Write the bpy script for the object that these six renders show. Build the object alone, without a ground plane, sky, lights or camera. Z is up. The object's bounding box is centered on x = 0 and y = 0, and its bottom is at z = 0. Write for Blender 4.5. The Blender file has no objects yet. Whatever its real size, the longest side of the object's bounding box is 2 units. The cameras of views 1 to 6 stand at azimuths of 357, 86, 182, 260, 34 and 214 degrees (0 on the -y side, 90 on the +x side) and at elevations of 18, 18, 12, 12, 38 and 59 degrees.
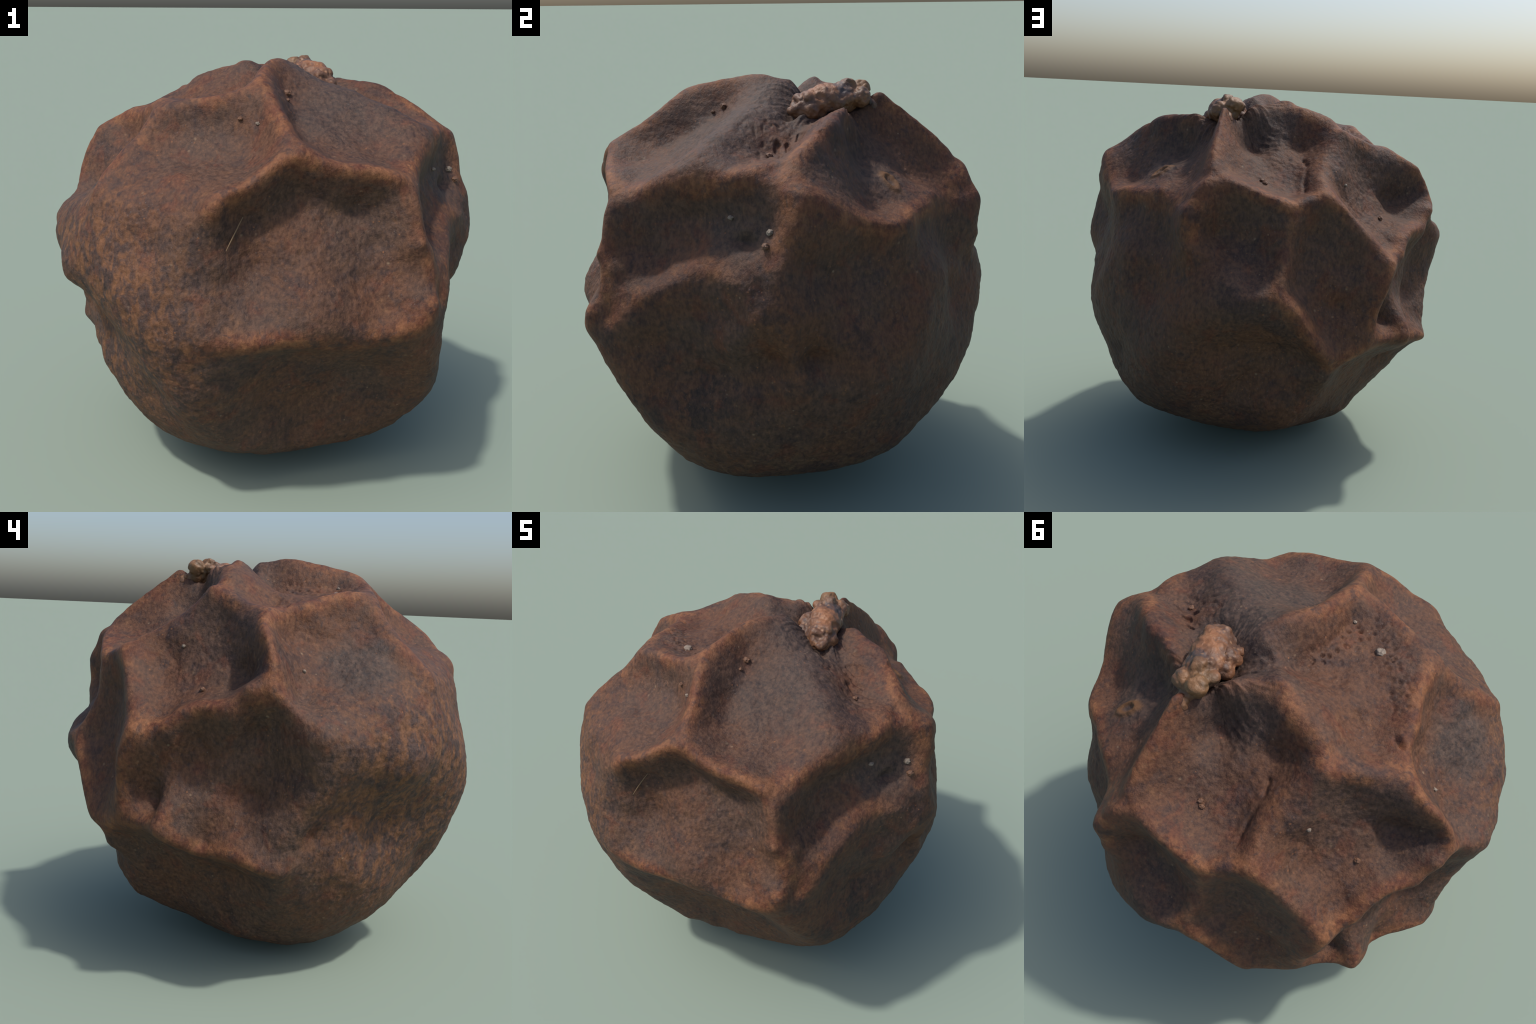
"""A dried, deeply wrinkled peppercorn-like berry.

The skin is one closed surface around a centre point.  It is described by the
crests of its wrinkles (RIDGES: spines given as azimuth, elevation, radius), by
points on the floors of the hollows between them (HOLLOWS) and by the rounded
swellings of the lower half (SWELLINGS).  A smooth interpolation through those
control points gives the radius in every direction; folds, cracks, grain and the
stem stub are added on top by rules.
"""
import bpy, bmesh, math
import numpy as np
from mathutils import Vector, Matrix

CENTRE = np.array([0.0, 0.0, 0.93])
FOOT = 0.075     # how far beside a crest its foot lies
SAG = 0.35       # how much the foot sags
STRETCH = 1.25  # between a tent (1) and a soft sheet (2)

# spines of the wrinkle crests: (azimuth, elevation, radius)
RIDGES = {
    "front spine, lower": [
        (-85.9, 40.3, 1.048), (-86.4, 44.8, 1.026), (-87.1, 49.6, 1.008), (-88.8, 54.9, 0.999), (-92.9, 60.2, 1.006), (-97.7, 63.1, 1.011)],
    "front spine, upper": [
        (-97.6, 63.4, 1.012), (-98.3, 67.1, 1.012), (-97.6, 71.9, 1.001), (-95.8, 76.8, 0.992), (-92.7, 81.5, 0.985), (-71.6, 85.6, 0.977), (-5.0, 85.1, 0.969)],
    "front hollow, upper rim right": [
        (-85.8, 40.2, 1.050), (-73.5, 37.0, 1.031), (-64.2, 34.7, 1.045), (-57.9, 33.2, 1.057), (-56.4, 32.9, 1.064), (-56.4, 32.9, 1.062), (-55.9, 32.8, 1.056)],
    "front hollow, upper rim left": [
        (-86.0, 40.5, 1.043), (-91.0, 38.0, 1.043), (-95.8, 35.0, 1.043), (-100.8, 31.7, 1.043), (-106.2, 27.6, 1.045)],
    "front hollow, right rim": [
        (-54.9, 32.9, 1.053), (-54.8, 27.1, 1.051), (-54.0, 22.3, 1.039), (-52.9, 18.0, 1.025), (-51.9, 13.9, 1.023), (-50.6, 9.8, 1.019), (-49.4, 6.8, 1.011), (-48.8, 4.5, 1.008)],
    "right hollow, upper rim": [
        (-55.3, 33.0, 1.039), (-49.3, 34.3, 1.018), (-43.2, 35.4, 1.010), (-37.3, 36.5, 1.008), (-31.5, 37.3, 1.013), (-26.0, 38.0, 1.001), (-21.2, 38.7, 1.024), (-16.8, 39.6, 1.043), (-12.8, 40.9, 1.050), (-8.6, 41.6, 1.039), (-4.3, 41.7, 1.017)],
    "shoulder to stem spine": [
        (-1.5, 43.8, 1.049), (11.4, 53.6, 1.031), (21.2, 58.6, 1.003), (28.0, 61.1, 0.986), (32.1, 62.2, 0.980), (34.7, 63.1, 0.975)],
    "right hollow, far rim": [
        (-4.3, 41.6, 1.047), (-1.9, 37.6, 1.075), (-1.5, 33.1, 1.081), (-3.0, 28.7, 1.055), (-6.5, 25.1, 1.006)],
    "right hollow, lower rim": [
        (-6.9, 23.1, 1.000), (-11.6, 21.7, 0.970), (-16.2, 21.0, 0.943), (-21.0, 20.7, 0.934), (-25.9, 19.3, 0.930), (-30.5, 17.3, 0.932), (-34.3, 14.8, 0.950), (-37.9, 12.1, 0.968), (-41.4, 9.6, 0.984), (-45.0, 7.3, 0.999), (-48.6, 5.1, 1.010)],
    "ring mark hollow, back rim": [
        (34.2, 30.0, 0.969), (39.8, 30.9, 0.944), (44.6, 31.1, 0.941), (49.8, 31.0, 0.932), (54.9, 30.6, 0.922), (59.7, 30.0, 0.923), (64.8, 31.3, 0.949), (68.9, 33.6, 0.995), (74.9, 36.3, 1.025)],
    "stem spine, back": [
        (65.4, 63.2, 1.009), (65.9, 61.8, 1.004), (66.2, 61.2, 1.003), (66.5, 60.6, 1.002), (67.4, 58.4, 1.001), (69.8, 52.7, 1.003), (72.5, 44.1, 1.018), (73.9, 37.1, 1.017)],
    "back hollow, rim right": [
        (74.6, 37.0, 1.013), (84.3, 36.1, 0.996), (89.7, 34.9, 0.981), (93.4, 33.7, 0.970), (98.2, 32.7, 0.965), (103.1, 31.0, 0.955)],
    "back hollow, rim middle": [
        (103.2, 31.0, 0.949), (106.6, 33.5, 0.946), (109.8, 34.3, 0.943), (112.7, 34.6, 0.951)],
    "back hollow, rim left": [
        (114.5, 34.5, 0.960), (119.9, 31.3, 0.947), (124.8, 26.5, 0.932), (128.4, 22.2, 0.936), (132.3, 18.1, 0.945), (135.1, 14.9, 0.962)],
    "back rib": [
        (103.1, 29.5, 0.942), (102.8, 25.8, 0.924), (102.1, 23.0, 0.896), (100.7, 18.2, 0.894), (99.0, 12.5, 0.913), (97.1, 7.0, 0.948)],
    "lower back rim": [
        (97.4, 6.4, 0.949), (101.4, 3.6, 0.941), (104.6, 0.0, 0.936), (106.8, -4.3, 0.937), (108.8, -8.6, 0.943), (111.5, -11.9, 0.953), (113.9, -14.6, 0.958), (115.3, -16.2, 0.941)],
    "lower back rim, far end": [
        (97.0, 6.9, 0.946), (93.2, 6.3, 0.965), (89.3, 5.5, 0.977), (85.2, 4.6, 0.983), (81.2, 2.3, 0.981)],
    "lower left rim, back": [
        (115.3, -16.2, 0.940), (121.3, -14.5, 0.939), (126.8, -12.7, 0.941), (131.8, -11.1, 0.934), (136.3, -10.0, 0.929), (140.0, -9.2, 0.937), (142.0, -8.5, 0.960), (143.3, -7.7, 0.965), (144.4, -6.9, 0.965)],
    "left hollow, back rim": [
        (135.3, 14.2, 0.983), (133.5, 9.6, 0.978), (131.2, 5.2, 0.968), (129.2, 0.8, 0.948), (129.7, -5.3, 0.932)],
    "left hollow, upper rim": [
        (135.0, 14.9, 0.952), (138.1, 14.4, 0.933), (141.9, 16.5, 0.929), (146.3, 19.6, 0.933), (152.2, 21.3, 0.942), (158.9, 22.0, 0.959), (165.5, 22.6, 0.988), (172.4, 24.5, 1.011)],
    "left spine": [
        (172.5, 25.1, 1.016), (170.9, 30.7, 1.040), (169.5, 35.4, 1.053), (168.3, 39.1, 1.048), (169.9, 45.0, 1.005), (176.1, 51.2, 0.944)],
    "stem hollow lip": [
        (176.1, 51.1, 0.940), (167.5, 50.9, 0.957), (160.7, 52.3, 0.957), (154.2, 53.9, 0.957), (148.2, 56.7, 0.956), (141.0, 61.2, 0.949), (134.6, 65.7, 0.946), (128.5, 70.0, 0.959)],
    "crown hollow, outer rim": [
        (176.3, 51.3, 0.943), (-177.8, 53.1, 0.945), (-171.5, 54.7, 0.950), (-165.1, 55.7, 0.959), (-158.8, 56.2, 0.973), (-152.9, 55.7, 0.989), (-147.7, 54.7, 1.001), (-142.7, 53.8, 1.001), (-138.0, 52.8, 1.002)],
    "crown branch": [
        (-138.6, 52.4, 1.006), (-136.7, 53.7, 1.002), (-132.8, 56.1, 0.995), (-123.2, 58.4, 0.986), (-111.1, 60.6, 0.996), (-98.4, 63.1, 1.002)],
    "front left shoulder": [
        (-139.8, 51.9, 1.007), (-141.0, 51.4, 1.006), (-141.5, 50.5, 1.003), (-142.2, 48.6, 0.996), (-143.1, 45.6, 0.991), (-143.2, 43.2, 0.992), (-143.5, 40.1, 0.999), (-144.2, 34.9, 1.017), (-142.2, 27.2, 1.059)],
    "rib across the back": [
        (130.7, 56.0, 0.900), (123.1, 52.4, 0.875), (118.6, 48.4, 0.872), (115.3, 43.1, 0.892), (113.2, 35.1, 0.956)],
    "stem hollow tongue": [
        (126.6, 70.7, 0.970), (119.1, 75.2, 0.960), (102.4, 76.8, 0.956), (85.9, 74.7, 0.958), (73.4, 71.5, 0.967)],
    "front hollow, lower rim": [
        (-110.2, -5.3, 0.992), (-105.6, -3.2, 0.989), (-100.8, -2.1, 0.983), (-95.8, -2.0, 0.974), (-90.8, -1.6, 0.955), (-85.0, -2.7, 0.939), (-78.9, -4.1, 0.929), (-72.8, -4.3, 0.937), (-67.3, -3.4, 0.967), (-62.6, -1.8, 1.002), (-58.9, -0.1, 1.032), (-56.7, 1.5, 1.050), (-55.0, 2.8, 1.061), (-53.1, 4.5, 1.072)],
    "right side rib": [
        (-3.7, 24.7, 1.031), (-4.1, 20.9, 1.036), (-4.4, 17.5, 1.031), (-4.9, 14.1, 1.025), (-5.2, 9.1, 1.007), (-2.9, 3.5, 0.978), (-1.2, -3.6, 0.962), (1.2, -10.8, 0.957)],
    "ring mark hollow, outer rim": [
        (-2.5, 35.5, 1.093), (2.2, 35.0, 1.099), (6.5, 33.7, 1.072), (10.8, 31.7, 1.039), (16.5, 30.3, 0.997), (22.4, 28.9, 0.984), (28.7, 28.4, 0.983), (36.0, 31.0, 0.966)],
    "left hollow, lower rim": [
        (142.8, -9.4, 0.994), (146.9, -13.0, 0.969), (151.4, -16.3, 0.921), (157.9, -16.7, 0.924), (164.4, -16.3, 0.960), (169.8, -17.6, 0.989), (175.5, -18.9, 0.985)],
    "left hollow, front rim": [
        (171.8, 24.5, 1.028), (176.3, 21.4, 1.000), (-179.7, 17.6, 1.010), (-176.2, 13.9, 1.041)],
    "back corner rib": [
        (74.3, 36.2, 1.046), (72.5, 31.2, 1.031), (71.9, 25.9, 1.027), (71.8, 20.9, 0.991)],
}

# points on the floors and foot lines of the hollows, and on small corners
HOLLOWS = {
    "crest corners": [
        (-85.8, 40.2, 1.050), (-98.2, 63.2, 1.002), (-54.9, 33.0, 1.053), (-48.9, 4.2, 1.007), (-2.8, 40.8, 1.065),
        (74.1, 36.3, 1.015), (33.7, 29.6, 0.975), (103.0, 30.2, 0.948), (114.2, 34.6, 0.959), (135.3, 14.5, 0.966),
        (97.1, 6.9, 0.949), (115.3, -16.2, 0.941), (172.6, 24.9, 1.014), (176.1, 51.3, 0.942), (-139.3, 52.2, 1.005)],
    "right hollow": [
        (-7.6, 25.3, 0.998), (-7.2, 28.7, 0.969), (-18.3, 32.7, 0.927), (-43.0, 21.3, 0.888), (-42.9, 21.2, 0.885),
        (-18.6, 32.7, 0.932), (-35.5, 16.4, 0.927), (-33.8, 16.9, 0.929), (-32.7, 29.0, 0.893), (-35.5, 28.7, 0.890),
        (-37.4, 22.6, 0.884), (-38.7, 22.9, 0.887), (-24.7, 29.5, 0.902), (-21.3, 23.8, 0.923), (-24.2, 31.1, 0.903),
        (-47.4, 31.0, 1.000)],
    "front hollow": [
        (-100.2, 28.7, 0.902), (-103.8, 20.3, 0.910), (-87.1, 31.1, 0.865), (-89.2, 8.3, 0.898), (-81.2, 5.8, 0.938),
        (-69.7, 11.9, 0.871), (-63.5, 24.0, 0.892), (-71.7, 26.3, 0.863), (-72.1, 30.3, 0.873), (-71.8, 26.4, 0.864),
        (-63.5, 24.0, 0.893), (-61.6, 16.8, 0.897), (-69.8, 11.8, 0.869), (-78.7, 29.5, 0.865), (-63.5, 9.9, 0.895),
        (-62.0, 8.5, 0.919), (-57.8, 6.2, 1.001), (-68.1, 15.7, 0.866), (-74.1, 21.2, 0.864), (-84.8, 35.3, 0.885),
        (-65.9, 30.6, 0.885), (-105.4, 16.2, 0.935), (-105.9, 7.1, 0.950)],
    "front corner": [
        (-53.4, -3.4, 1.037)],
    "top panel": [
        (-75.2, 72.2, 0.879), (-77.5, 68.8, 0.869), (-64.2, 53.6, 0.870), (-45.5, 53.7, 0.896), (-39.8, 51.0, 0.939),
        (-46.1, 48.7, 0.906), (-50.3, 48.9, 0.890), (-43.2, 46.2, 0.937), (-48.4, 47.0, 0.902), (-51.9, 45.9, 0.895),
        (-48.7, 45.5, 0.906), (-71.3, 48.8, 0.879), (-69.6, 44.6, 0.896), (-36.2, 48.2, 0.987), (-38.8, 46.4, 0.977),
        (-42.6, 60.9, 0.902), (-42.9, 55.7, 0.903), (-50.4, 42.0, 0.924), (-52.7, 50.9, 0.883), (-56.6, 65.8, 0.862),
        (-51.4, 62.1, 0.872), (-47.3, 63.9, 0.880), (-50.0, 59.1, 0.882), (-38.3, 39.9, 1.028), (-8.9, 51.2, 0.902)],
    "left upper hollow": [
        (-177.7, 34.1, 0.862), (-155.0, 47.5, 0.897), (-177.4, 34.2, 0.862), (-161.8, 35.9, 0.877), (-154.6, 33.7, 0.941),
        (-155.2, 47.6, 0.894), (-159.0, 43.3, 0.869), (-163.6, 31.3, 0.887), (-166.9, 29.7, 0.879), (-170.0, 33.4, 0.863),
        (-159.4, 35.9, 0.893), (-169.3, 45.2, 0.849), (-169.6, 44.0, 0.848), (-166.5, 41.7, 0.853), (-160.0, 45.9, 0.862),
        (-164.6, 24.9, 0.939), (-161.6, 26.0, 0.945), (-178.9, 30.1, 0.871), (179.8, 43.7, 0.865), (179.4, 25.2, 0.890)],
    "crown hollow": [
        (-135.7, 64.5, 0.891), (178.0, 55.2, 0.922), (-110.6, 68.1, 0.911), (-167.3, 71.6, 0.848), (-169.1, 62.5, 0.870),
        (-134.2, 72.3, 0.850), (163.2, 67.3, 0.870), (-178.4, 67.5, 0.860)],
    "left back hollow": [
        (133.2, 42.4, 0.826), (148.3, 28.8, 0.815), (133.1, 42.3, 0.823), (145.2, 47.6, 0.839), (148.4, 28.6, 0.813),
        (135.7, 37.5, 0.805), (162.0, 27.9, 0.882), (136.6, 23.3, 0.844), (142.9, 21.8, 0.860), (154.0, 26.7, 0.844),
        (141.9, -4.8, 0.901), (138.4, -6.8, 0.808), (163.4, 36.7, 0.830)],
    "back hollow": [
        (100.7, 62.2, 0.816), (90.6, 45.4, 0.823), (116.4, 55.0, 0.808), (109.5, 38.4, 0.858), (87.6, 56.4, 0.805),
        (99.7, 58.3, 0.805), (110.4, 58.7, 0.799), (104.0, 63.3, 0.815), (88.1, 55.0, 0.808), (93.5, 56.5, 0.804),
        (92.3, 43.1, 0.826), (101.2, 41.0, 0.824), (86.5, 44.6, 0.833), (101.9, 32.7, 0.943)],
    "back facet": [
        (117.5, 14.2, 0.830), (114.6, 17.3, 0.831), (114.8, 14.4, 0.831), (117.5, 13.9, 0.828), (121.0, 13.9, 0.835),
        (107.4, 2.8, 0.859), (119.8, -4.1, 0.885), (76.6, 22.8, 0.855)],
    "ring mark hollow": [
        (39.3, 40.8, 0.881), (39.6, 40.8, 0.882), (27.2, 29.7, 0.959), (39.7, 38.2, 0.888), (37.1, 31.4, 0.938),
        (51.0, 40.5, 0.872), (27.9, 48.9, 0.870), (55.0, 57.7, 0.870), (56.9, 45.0, 0.870), (24.5, 40.0, 0.890)],
    "upper left front hollow": [
        (-97.6, 54.1, 0.923), (-106.0, 56.1, 0.921), (-105.7, 53.7, 0.880), (-100.4, 44.2, 0.884), (-101.6, 45.4, 0.875),
        (-122.3, 41.1, 0.890), (-118.6, 41.1, 0.896), (-127.4, 43.1, 0.886), (-115.3, 42.6, 0.882), (-116.8, 49.0, 0.877),
        (-123.0, 49.6, 0.884), (-120.8, 50.4, 0.876), (-122.5, 51.1, 0.892), (-137.0, 45.8, 0.945), (-106.6, 40.2, 0.905),
        (-110.3, 38.4, 0.928)],
    "right lower facet": [
        (-13.7, 7.9, 0.950), (-26.0, -10.5, 0.852), (-31.0, -11.3, 0.876), (-27.3, -14.6, 0.885), (-24.2, -17.3, 0.918),
        (-20.6, -9.7, 0.860), (-16.9, -10.9, 0.877), (-38.8, -2.1, 0.905), (-40.8, -10.6, 0.976), (-33.4, -12.5, 0.901),
        (-37.1, -16.4, 0.974)],
    "front lower facet": [
        (-64.5, -38.5, 0.874), (-77.3, -24.4, 0.795), (-87.9, -24.0, 0.813), (-68.2, -29.8, 0.813), (-95.6, -35.8, 0.869),
        (-81.8, -43.5, 0.869), (-56.2, -29.5, 0.869), (-58.2, -16.6, 0.869)],
    "stem hollow lip": [
        (111.6, 79.5, 0.967), (122.3, 77.4, 0.980)],
    "left hollow": [
        (148.2, 5.8, 0.810), (163.2, 9.6, 0.820), (158.9, -2.8, 0.815), (150.6, 13.6, 0.830), (167.6, 17.5, 0.840),
        (154.8, -7.3, 0.850)],
    "lower left flank": [
        (-169.8, -5.3, 0.880), (-175.9, -11.7, 0.870), (-161.6, 1.0, 0.910), (-167.9, -21.6, 0.920), (-158.5, -25.3, 0.930),
        (-171.1, -14.7, 0.890)],
    "right swell": [
        (15.4, 23.9, 0.915), (43.5, 14.8, 0.925), (53.4, 17.1, 0.870), (61.3, 10.5, 0.890)],
    "stem hole": [
        (118.6, 63.4, 0.800), (77.0, 63.4, 0.790), (5.7, 68.9, 0.836), (32.0, 70.5, 0.849), (51.6, 69.4, 0.871),
        (63.4, 74.8, 0.855), (73.8, 67.8, 0.853), (15.5, 64.4, 0.865), (6.8, 61.2, 0.879), (-2.4, 57.5, 0.895),
        (-10.9, 53.9, 0.898), (-0.0, 64.3, 0.877)],
    "lower left facet": [
        (132.2, -32.4, 0.808), (139.7, -42.1, 0.808), (153.8, -38.3, 0.808), (152.6, -26.9, 0.808), (140.5, -23.6, 0.808),
        (120.9, -30.8, 0.863), (123.0, -43.8, 0.863), (138.3, -52.0, 0.863), (158.5, -49.0, 0.863), (167.0, -37.5, 0.863),
        (163.9, -24.6, 0.863), (153.7, -15.7, 0.863)],
    "lower back facet": [
        (98.2, -13.5, 0.800), (88.2, -13.3, 0.818), (106.6, -19.1, 0.818), (78.2, -12.7, 0.874), (81.8, -25.4, 0.874),
        (94.3, -32.7, 0.874), (109.3, -30.1, 0.874), (116.6, -6.3, 0.874)],
}

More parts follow.
